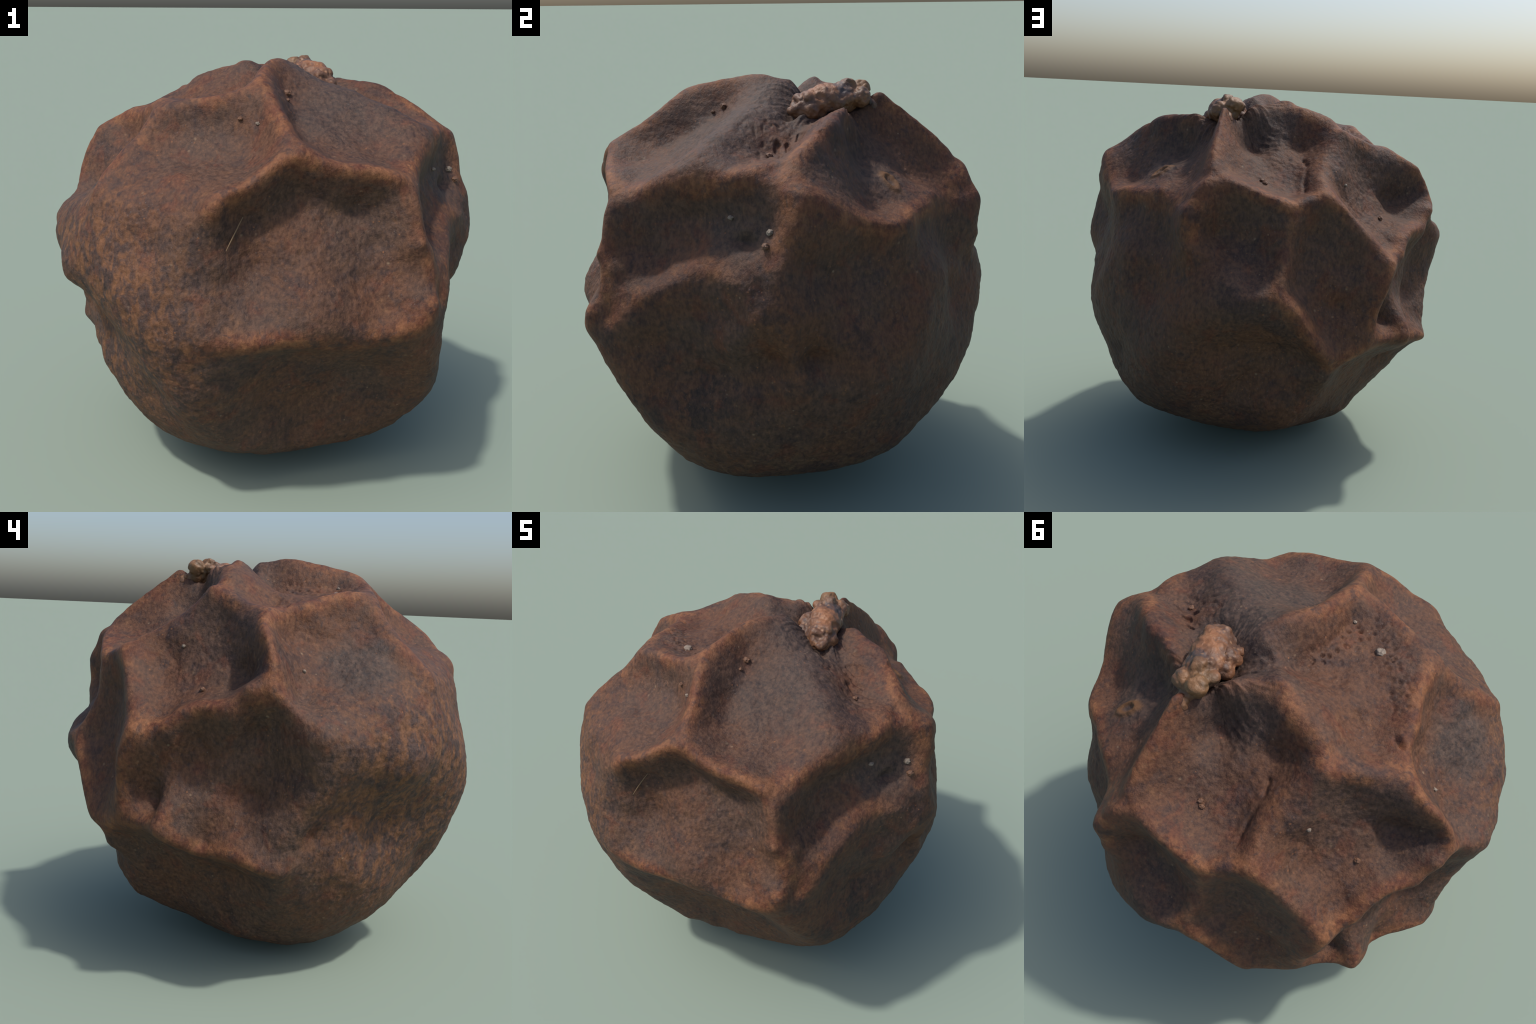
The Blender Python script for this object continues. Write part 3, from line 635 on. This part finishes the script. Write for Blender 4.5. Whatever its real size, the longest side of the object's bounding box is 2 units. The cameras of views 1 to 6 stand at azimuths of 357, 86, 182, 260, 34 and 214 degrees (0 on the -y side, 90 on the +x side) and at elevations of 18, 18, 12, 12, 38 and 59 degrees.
def skin_material():
    n = Nodes("wrinkled_skin")
    p = n.coords()
    crest = n.add("ShaderNodeAttribute", attribute_name="crest").outputs["Fac"]
    # the base: brown skin going from reddish to grey-brown in broad drifts
    drift = n.noise(p, 2.6, 3, 0.5)
    col = n.mix(n.step(drift, 0.38, 0.62), (0.074, 0.044, 0.034), (0.098, 0.043, 0.025))
    # worn, rusty crests with a ragged edge
    rag = n.math("ADD", crest, n.math("MULTIPLY", n.math("SUBTRACT", n.noise(p, 13.0, 6, 0.7), 0.5), 1.1))
    worn = n.math("MULTIPLY", n.step(rag, 0.28, 0.95), n.step(n.noise(n.mapped(p, loc=(7, 2, 4)), 4.2, 4, 0.6), 0.32, 0.60, 0.35, 1.0))
    rust = n.mix(n.step(n.noise(p, 15.0, 5, 0.65, 0.5), 0.36, 0.64), (0.115, 0.032, 0.016), (0.255, 0.102, 0.042))
    col = n.mix(n.math("MULTIPLY", worn, 0.9), col, rust)
    # mottled shoulder and belly: tan and purple-grey flecks
    flecks = n.noise(n.mapped(p, (1, 1, 0.7)), 21.0, 6, 0.66, 0.6)
    shoulder = n.patch(p, (-0.78, -0.62, 0.88), 0.80, 0.3)
    belly = n.patch(p, (0.35, 0.10, 0.10), 0.80, 0.3)
    rusty = n.mix(n.step(flecks, 0.42, 0.60), (0.046, 0.032, 0.033), (0.175, 0.076, 0.034))
    col = n.mix(n.math("MULTIPLY", shoulder, 0.85), col, rusty)
    tan = n.mix(n.step(flecks, 0.40, 0.58), (0.056, 0.036, 0.029), (0.120, 0.084, 0.052))
    col = n.mix(n.math("MULTIPLY", belly, 0.75), col, tan)
    # everywhere else the same flecks, fainter
    col = n.mix(n.step(flecks, 0.47, 0.36, 0.0, 0.60), col, (0.036, 0.026, 0.028))
    col = n.mix(n.step(flecks, 0.56, 0.70, 0.0, 0.55), col, (0.175, 0.085, 0.042))
    # dark stains
    stain = n.step(n.noise(p, 4.8, 6, 0.66, 0.3), 0.53, 0.64)
    col = n.mix(n.math("MULTIPLY", stain, 0.7), col, (0.030, 0.020, 0.023))
    redder = n.step(n.noise(n.mapped(p, loc=(4, 9, 1)), 9.0, 5, 0.65, 0.4), 0.52, 0.66)
    col = n.mix(n.math("MULTIPLY", redder, 0.5), col, (0.120, 0.034, 0.018))
    blot = n.step(n.noise(n.mapped(p, loc=(3, 1, 2)), 8.0, 5, 0.65), 0.50, 0.58)
    blot = n.math("MULTIPLY", blot, n.patch(p, (0.80, -0.45, 0.66), 0.36, 0.2))
    col = n.mix(n.math("MULTIPLY", blot, 0.85), col, (0.024, 0.020, 0.022))
    # grey dust lying in hollows, bluish-black skin in a few places
    for centre, size, amount in (((0.30, -0.36, 1.70), 0.34, 0.7), ((-0.70, -0.27, 1.44), 0.22, 0.9), ((0.20, 0.02, 1.80), 0.32, 0.75),
                                 ((0.80, -0.20, 1.36), 0.22, 0.75), ((0.02, 0.28, 1.72), 0.24, 0.65), ((0.45, 0.35, 1.58), 0.24, 0.65)):
        grey = n.mix(n.step(n.noise(p, 26.0, 5, 0.65), 0.35, 0.65), (0.030, 0.028, 0.030), (0.072, 0.056, 0.049))
        col = n.mix(n.math("MULTIPLY", n.patch(p, centre, size, 0.22), amount), col, grey)
    # fine streaky grain of the skin
    grain = n.noise(n.mapped(p, (1.0, 1.0, 0.6)), 62.0, 5, 0.68)
    col = n.mix(n.step(grain, 0.30, 0.70), n.mix(0.42, col, (0.016, 0.011, 0.010)), n.mix(0.16, col, (0.30, 0.16, 0.09)))
    # pale and orange specks of dust, thicker in some places than in others
    dusty = n.step(n.noise(p, 6.0, 3, 0.6), 0.40, 0.62)
    for scale, shade, rare, amount in ((34.0, (0.27, 0.19, 0.12), 0.86, 0.55), (52.0, (0.25, 0.105, 0.045), 0.74, 0.65), (80.0, (0.15, 0.13, 0.125), 0.66, 0.45)):
        pick = n.add("ShaderNodeSeparateColor")
        n.put(pick.inputs[0], n.voronoi(p, scale, "Color"))
        dot = n.step(n.voronoi(p, scale), n.step(pick.outputs[1], 0.0, 1.0, 0.16, 0.34), 0.06)
        dot = n.math("MULTIPLY", dot, n.step(pick.outputs[0], rare, rare + 0.05))
        dot = n.math("MULTIPLY", n.math("MULTIPLY", dot, dusty), n.step(crest, 0.6, 0.2, 0.12, amount))
        col = n.mix(dot, col, shade)
    # the ring mark: an ochre lens round a dark eye
    q = n.mapped(n.mapped(p, loc=tuple(-RING_MARK)), rot=(0, 0, 0))
    ax = Vector(RING_LONG).normalized()
    dot = n.add("ShaderNodeVectorMath", operation="DOT_PRODUCT")
    n.put(dot.inputs[0], q); dot.inputs[1].default_value = ax
    length = n.add("ShaderNodeVectorMath", operation="LENGTH")
    n.put(length.inputs[0], q)
    al2 = n.math("POWER", n.math("ABSOLUTE", dot.outputs["Value"]), 2.0)
    ac2 = n.math("SUBTRACT", n.math("POWER", length.outputs["Value"], 2.0), al2)
    lens = n.math("SQRT", n.math("ADD", n.math("DIVIDE", al2, 0.055 ** 2), n.math("DIVIDE", ac2, 0.026 ** 2)))
    lens = n.math("ADD", lens, n.math("MULTIPLY", n.math("SUBTRACT", n.noise(p, 24.0), 0.5), 1.2))
    col = n.mix(n.step(lens, 1.9, 0.9, 0.0, 0.8), col, (0.150, 0.070, 0.028))
    col = n.mix(n.step(lens, 0.8, 0.35, 0.0, 0.8), col, (0.050, 0.042, 0.042))
    n.put(n.bsdf.inputs["Base Color"], col)
    n.put(n.bsdf.inputs["Roughness"], n.step(grain, 0.2, 0.8, 0.52, 0.74))
    n.bsdf.inputs["Specular IOR Level"].default_value = 0.22
    b = n.bump(n.noise(p, 38.0, 6, 0.65), 0.5, 0.016)
    n.put(n.bsdf.inputs["Normal"], n.bump(grain, 0.3, 0.006, b))
    return n.mat


def stub_material():
    n = Nodes("dry_stem")
    p = n.coords()
    col = n.mix(n.step(n.noise(p, 9.0, 4, 0.6), 0.35, 0.65), (0.085, 0.042, 0.025), (0.225, 0.095, 0.040))
    col = n.mix(n.step(n.noise(n.mapped(p, loc=(1, 5, 2)), 14.0, 4, 0.6), 0.50, 0.68), col, (0.055, 0.038, 0.036))
    col = n.mix(n.math("MULTIPLY", n.patch(p, (0.16, 0.36, 1.88), 0.13, 0.06), 0.5), col, (0.165, 0.095, 0.036))
    col = n.mix(n.step(n.voronoi(p, 38.0), 0.35, 0.10, 0.0, 0.5), col, (0.32, 0.17, 0.085))
    n.put(n.bsdf.inputs["Base Color"], col)
    n.bsdf.inputs["Roughness"].default_value = 0.55
    n.put(n.bsdf.inputs["Normal"], n.bump(n.noise(p, 55.0, 4, 0.6), 0.5, 0.010))
    return n.mat


def plain_material(name, a, b, scale):
    n = Nodes(name)
    n.put(n.bsdf.inputs["Base Color"], n.mix(n.noise(n.coords(), scale), a, b))
    n.bsdf.inputs["Roughness"].default_value = 0.65
    return n.mat


# ---------------------------------------------------------------- parts
def quick_mesh(name, verts, faces, material):
    me = bpy.data.meshes.new(name)
    me.vertices.add(len(verts))
    me.vertices.foreach_set("co", np.asarray(verts, np.float32).ravel())
    me.loops.add(3 * len(faces))
    me.loops.foreach_set("vertex_index", np.asarray(faces, np.int32).ravel())
    me.polygons.add(len(faces))
    me.polygons.foreach_set("loop_start", np.arange(0, 3 * len(faces), 3, dtype=np.int32))
    me.update(calc_edges=True)
    me.polygons.foreach_set("use_smooth", np.ones(len(faces), bool))
    me.materials.append(material)
    me.validate()
    return me


def build_skin(parent):
    d, f = icosphere(7)
    r = radius_field(d)
    e = edges_of(f)
    r = relax(r, (e >> 32, e & 0xFFFFFFFF), 1)
    for _ in range(2):
        d, r, f = subdivide(d, r, f)
        e = edges_of(f)
        r = relax(r, (e >> 32, e & 0xFFFFFFFF), 2)
    v = CENTRE + d * r[:, None]
    crest = crest_mask(v)
    r = r + relief(v, crest)
    v = CENTRE + d * r[:, None]
    v[:, 2] = np.maximum(v[:, 2], 0.0)
    me = quick_mesh("skin", v, f, skin_material())
    me.attributes.new("crest", "FLOAT", "POINT").data.foreach_set("value", crest.astype(np.float32))
    return new_object("skin", me, parent)


def lump(bm, centre, radius, stretch=(1, 1, 1), axis=None):
    m = Matrix.Translation(centre)
    if axis is not None:
        m = m @ Vector(axis).to_track_quat("Z", "Y").to_matrix().to_4x4()
    m = m @ Matrix.Diagonal((*[radius * s for s in stretch], 1))
    bmesh.ops.create_icosphere(bm, subdivisions=3, radius=1.0, matrix=m)


def build_stub(parent):
    """Knobbly stump of the stalk: lumps fused along a short bent spine."""
    rng = np.random.default_rng(4)
    spine = along([(0.264, 0.085, 1.768), (0.245, 0.14, 1.790), (0.222, 0.215, 1.808), (0.197, 0.29, 1.818), (0.185, 0.345, 1.812)], 0.02)
    bm = bmesh.new()
    for k, c in enumerate(spine):
        t = k / (len(spine) - 1)
        lump(bm, c, 0.058 + 0.022 * math.sin(math.pi * min(1, 0.15 + t * 1.0)) - 0.012 * (t > 0.85))
    for k in range(110):
        t = rng.random() ** 1.4 * 0.9
        c = spine[int(t * (len(spine) - 1))]
        out = rng.normal(size=3)
        out[2] = abs(out[2]) * 0.8
        out /= np.linalg.norm(out)
        size = rng.uniform(0.014, 0.030)
        lump(bm, c + out * (0.068 + rng.uniform(-0.008, 0.002)), size, (1, 1, rng.uniform(0.5, 0.9)), out)
    for c, size in (((0.160, 0.350, 1.850), 0.046), ((0.238, 0.338, 1.818), 0.046), ((0.280, 0.075, 1.785), 0.046), ((0.305, 0.11, 1.770), 0.042), ((0.19, 0.40, 1.785), 0.040),
                    ((0.155, 0.15, 1.815), 0.042), ((0.165, 0.10, 1.785), 0.036), ((0.14, 0.20, 1.80), 0.036), ((0.27, 0.06, 1.735), 0.034)):
        lump(bm, c, size)
    me = bpy.data.meshes.new("stem_stub")
    bm.to_mesh(me)
    bm.free()
    tmp = bpy.data.objects.new("stub_tmp", me)
    bpy.context.scene.collection.objects.link(tmp)
    m = tmp.modifiers.new("fuse", "REMESH")
    m.mode, m.voxel_size, m.use_smooth_shade = "VOXEL", 0.0045, True
    s = tmp.modifiers.new("soften", "SMOOTH")
    s.factor, s.iterations = 0.5, 4
    fused = bpy.data.meshes.new_from_object(tmp.evaluated_get(bpy.context.evaluated_depsgraph_get()))
    bpy.data.objects.remove(tmp)
    n = len(fused.vertices)
    co = np.empty(3 * n); fused.vertices.foreach_get("co", co); co = co.reshape(-1, 3)
    no = np.empty(3 * n); fused.vertices.foreach_get("normal", no); no = no.reshape(-1, 3)
    co += no * (0.010 * fbm(co, 14.0, 3, 61) - 0.008 * smooth01(perlin(co, 22.0, 66), 0.05, 0.5))[:, None]
    fused.vertices.foreach_set("co", co.ravel())
    fused.materials.clear()
    fused.materials.append(stub_material())
    fused.polygons.foreach_set("use_smooth", np.ones(len(fused.polygons), bool))
    fused.name = "stem_stub"
    return new_object("stem_stub", fused, parent)


def build_fibre(parent):
    """A dry hair lying in the front hollow."""
    cu = bpy.data.curves.new("fibre", "CURVE")
    cu.dimensions, cu.bevel_depth, cu.bevel_resolution = "3D", 0.0032, 2
    s = cu.splines.new("POLY")
    pts = along([(-0.135, -0.785, 1.372), (-0.170, -0.818, 1.31), (-0.207, -0.842, 1.24)], 0.012)
    s.points.add(len(pts) - 1)
    for k, (q, p) in enumerate(zip(s.points, pts)):
        q.co = (*p, 1)
        q.radius = 0.55 + 0.45 * math.sin(math.pi * k / (len(pts) - 1))
    cu.materials.append(plain_material("dry_hair", (0.19, 0.12, 0.06), (0.11, 0.07, 0.04), 30))
    ob = new_object("fibre", cu, None)
    me = bpy.data.meshes.new_from_object(ob.evaluated_get(bpy.context.evaluated_depsgraph_get()))
    bpy.data.objects.remove(ob)
    me.polygons.foreach_set("use_smooth", np.ones(len(me.polygons), bool))
    return new_object("fibre", me, parent)


GRAINS = [  # place, size, pale?
    ((0.069, -0.260, 1.767), 0.017, False), ((0.068, -0.306, 1.741), 0.009, False), ((-0.274, -0.268, 1.734), 0.022, True),
    ((-0.713, -0.030, 1.414), 0.010, True), ((0.558, -0.088, 1.633), 0.012, False), ((0.885, -0.125, 1.357), 0.016, False),
    ((-0.071, -0.537, 1.678), 0.009, True), ((-0.141, -0.493, 1.694), 0.010, False), ((-0.418, 0.445, 1.487), 0.009, True),
    ((-0.608, 0.374, 1.319), 0.013, False), ((-0.024, 0.603, 1.494), 0.013, False), ((-0.010, 0.590, 1.505), 0.011, False),
    ((0.843, -0.106, 1.395), 0.015, True), ((-0.119, -0.318, 1.775), 0.009, True), ((0.743, -0.251, 1.433), 0.011, True),
]


def build_grains(parent, skin):
    pale = plain_material("pale_grit", (0.26, 0.21, 0.16), (0.12, 0.09, 0.07), 40)
    tan = plain_material("tan_grit", (0.17, 0.08, 0.04), (0.08, 0.04, 0.025), 40)
    d, f = icosphere(4)
    for k, (place, size, is_pale) in enumerate(GRAINS):
        p = np.array(place)
        out = (p - CENTRE) / np.linalg.norm(p - CENTRE)
        hit, loc, nor, _ = skin.ray_cast(Vector(p + out * 0.3), Vector(-out))
        if hit:
            p = np.array(loc)
        shape = 1 + 0.35 * perlin(d + 5 * k, 1.6, 70 + k) + 0.12 * perlin(d, 4.0, 90 + k)
        v = d * shape[:, None] * size * np.array((1.0, 0.75 + 0.4 * ((k * 37) % 10) / 10, 0.8))
        me = quick_mesh("grit_grain", v + p + out * size * 0.25, f, pale if is_pale else tan)
        new_object("grit_grain", me, parent)


root = new_object("dried_peppercorn", None)
root["label"] = "dark brown dried peppercorn with deep angular wrinkles and a stem stub"
root["category"] = "dried peppercorn"
skin = build_skin(root)
bpy.context.view_layer.update()
build_stub(root)
build_fibre(root)
build_grains(root, skin)
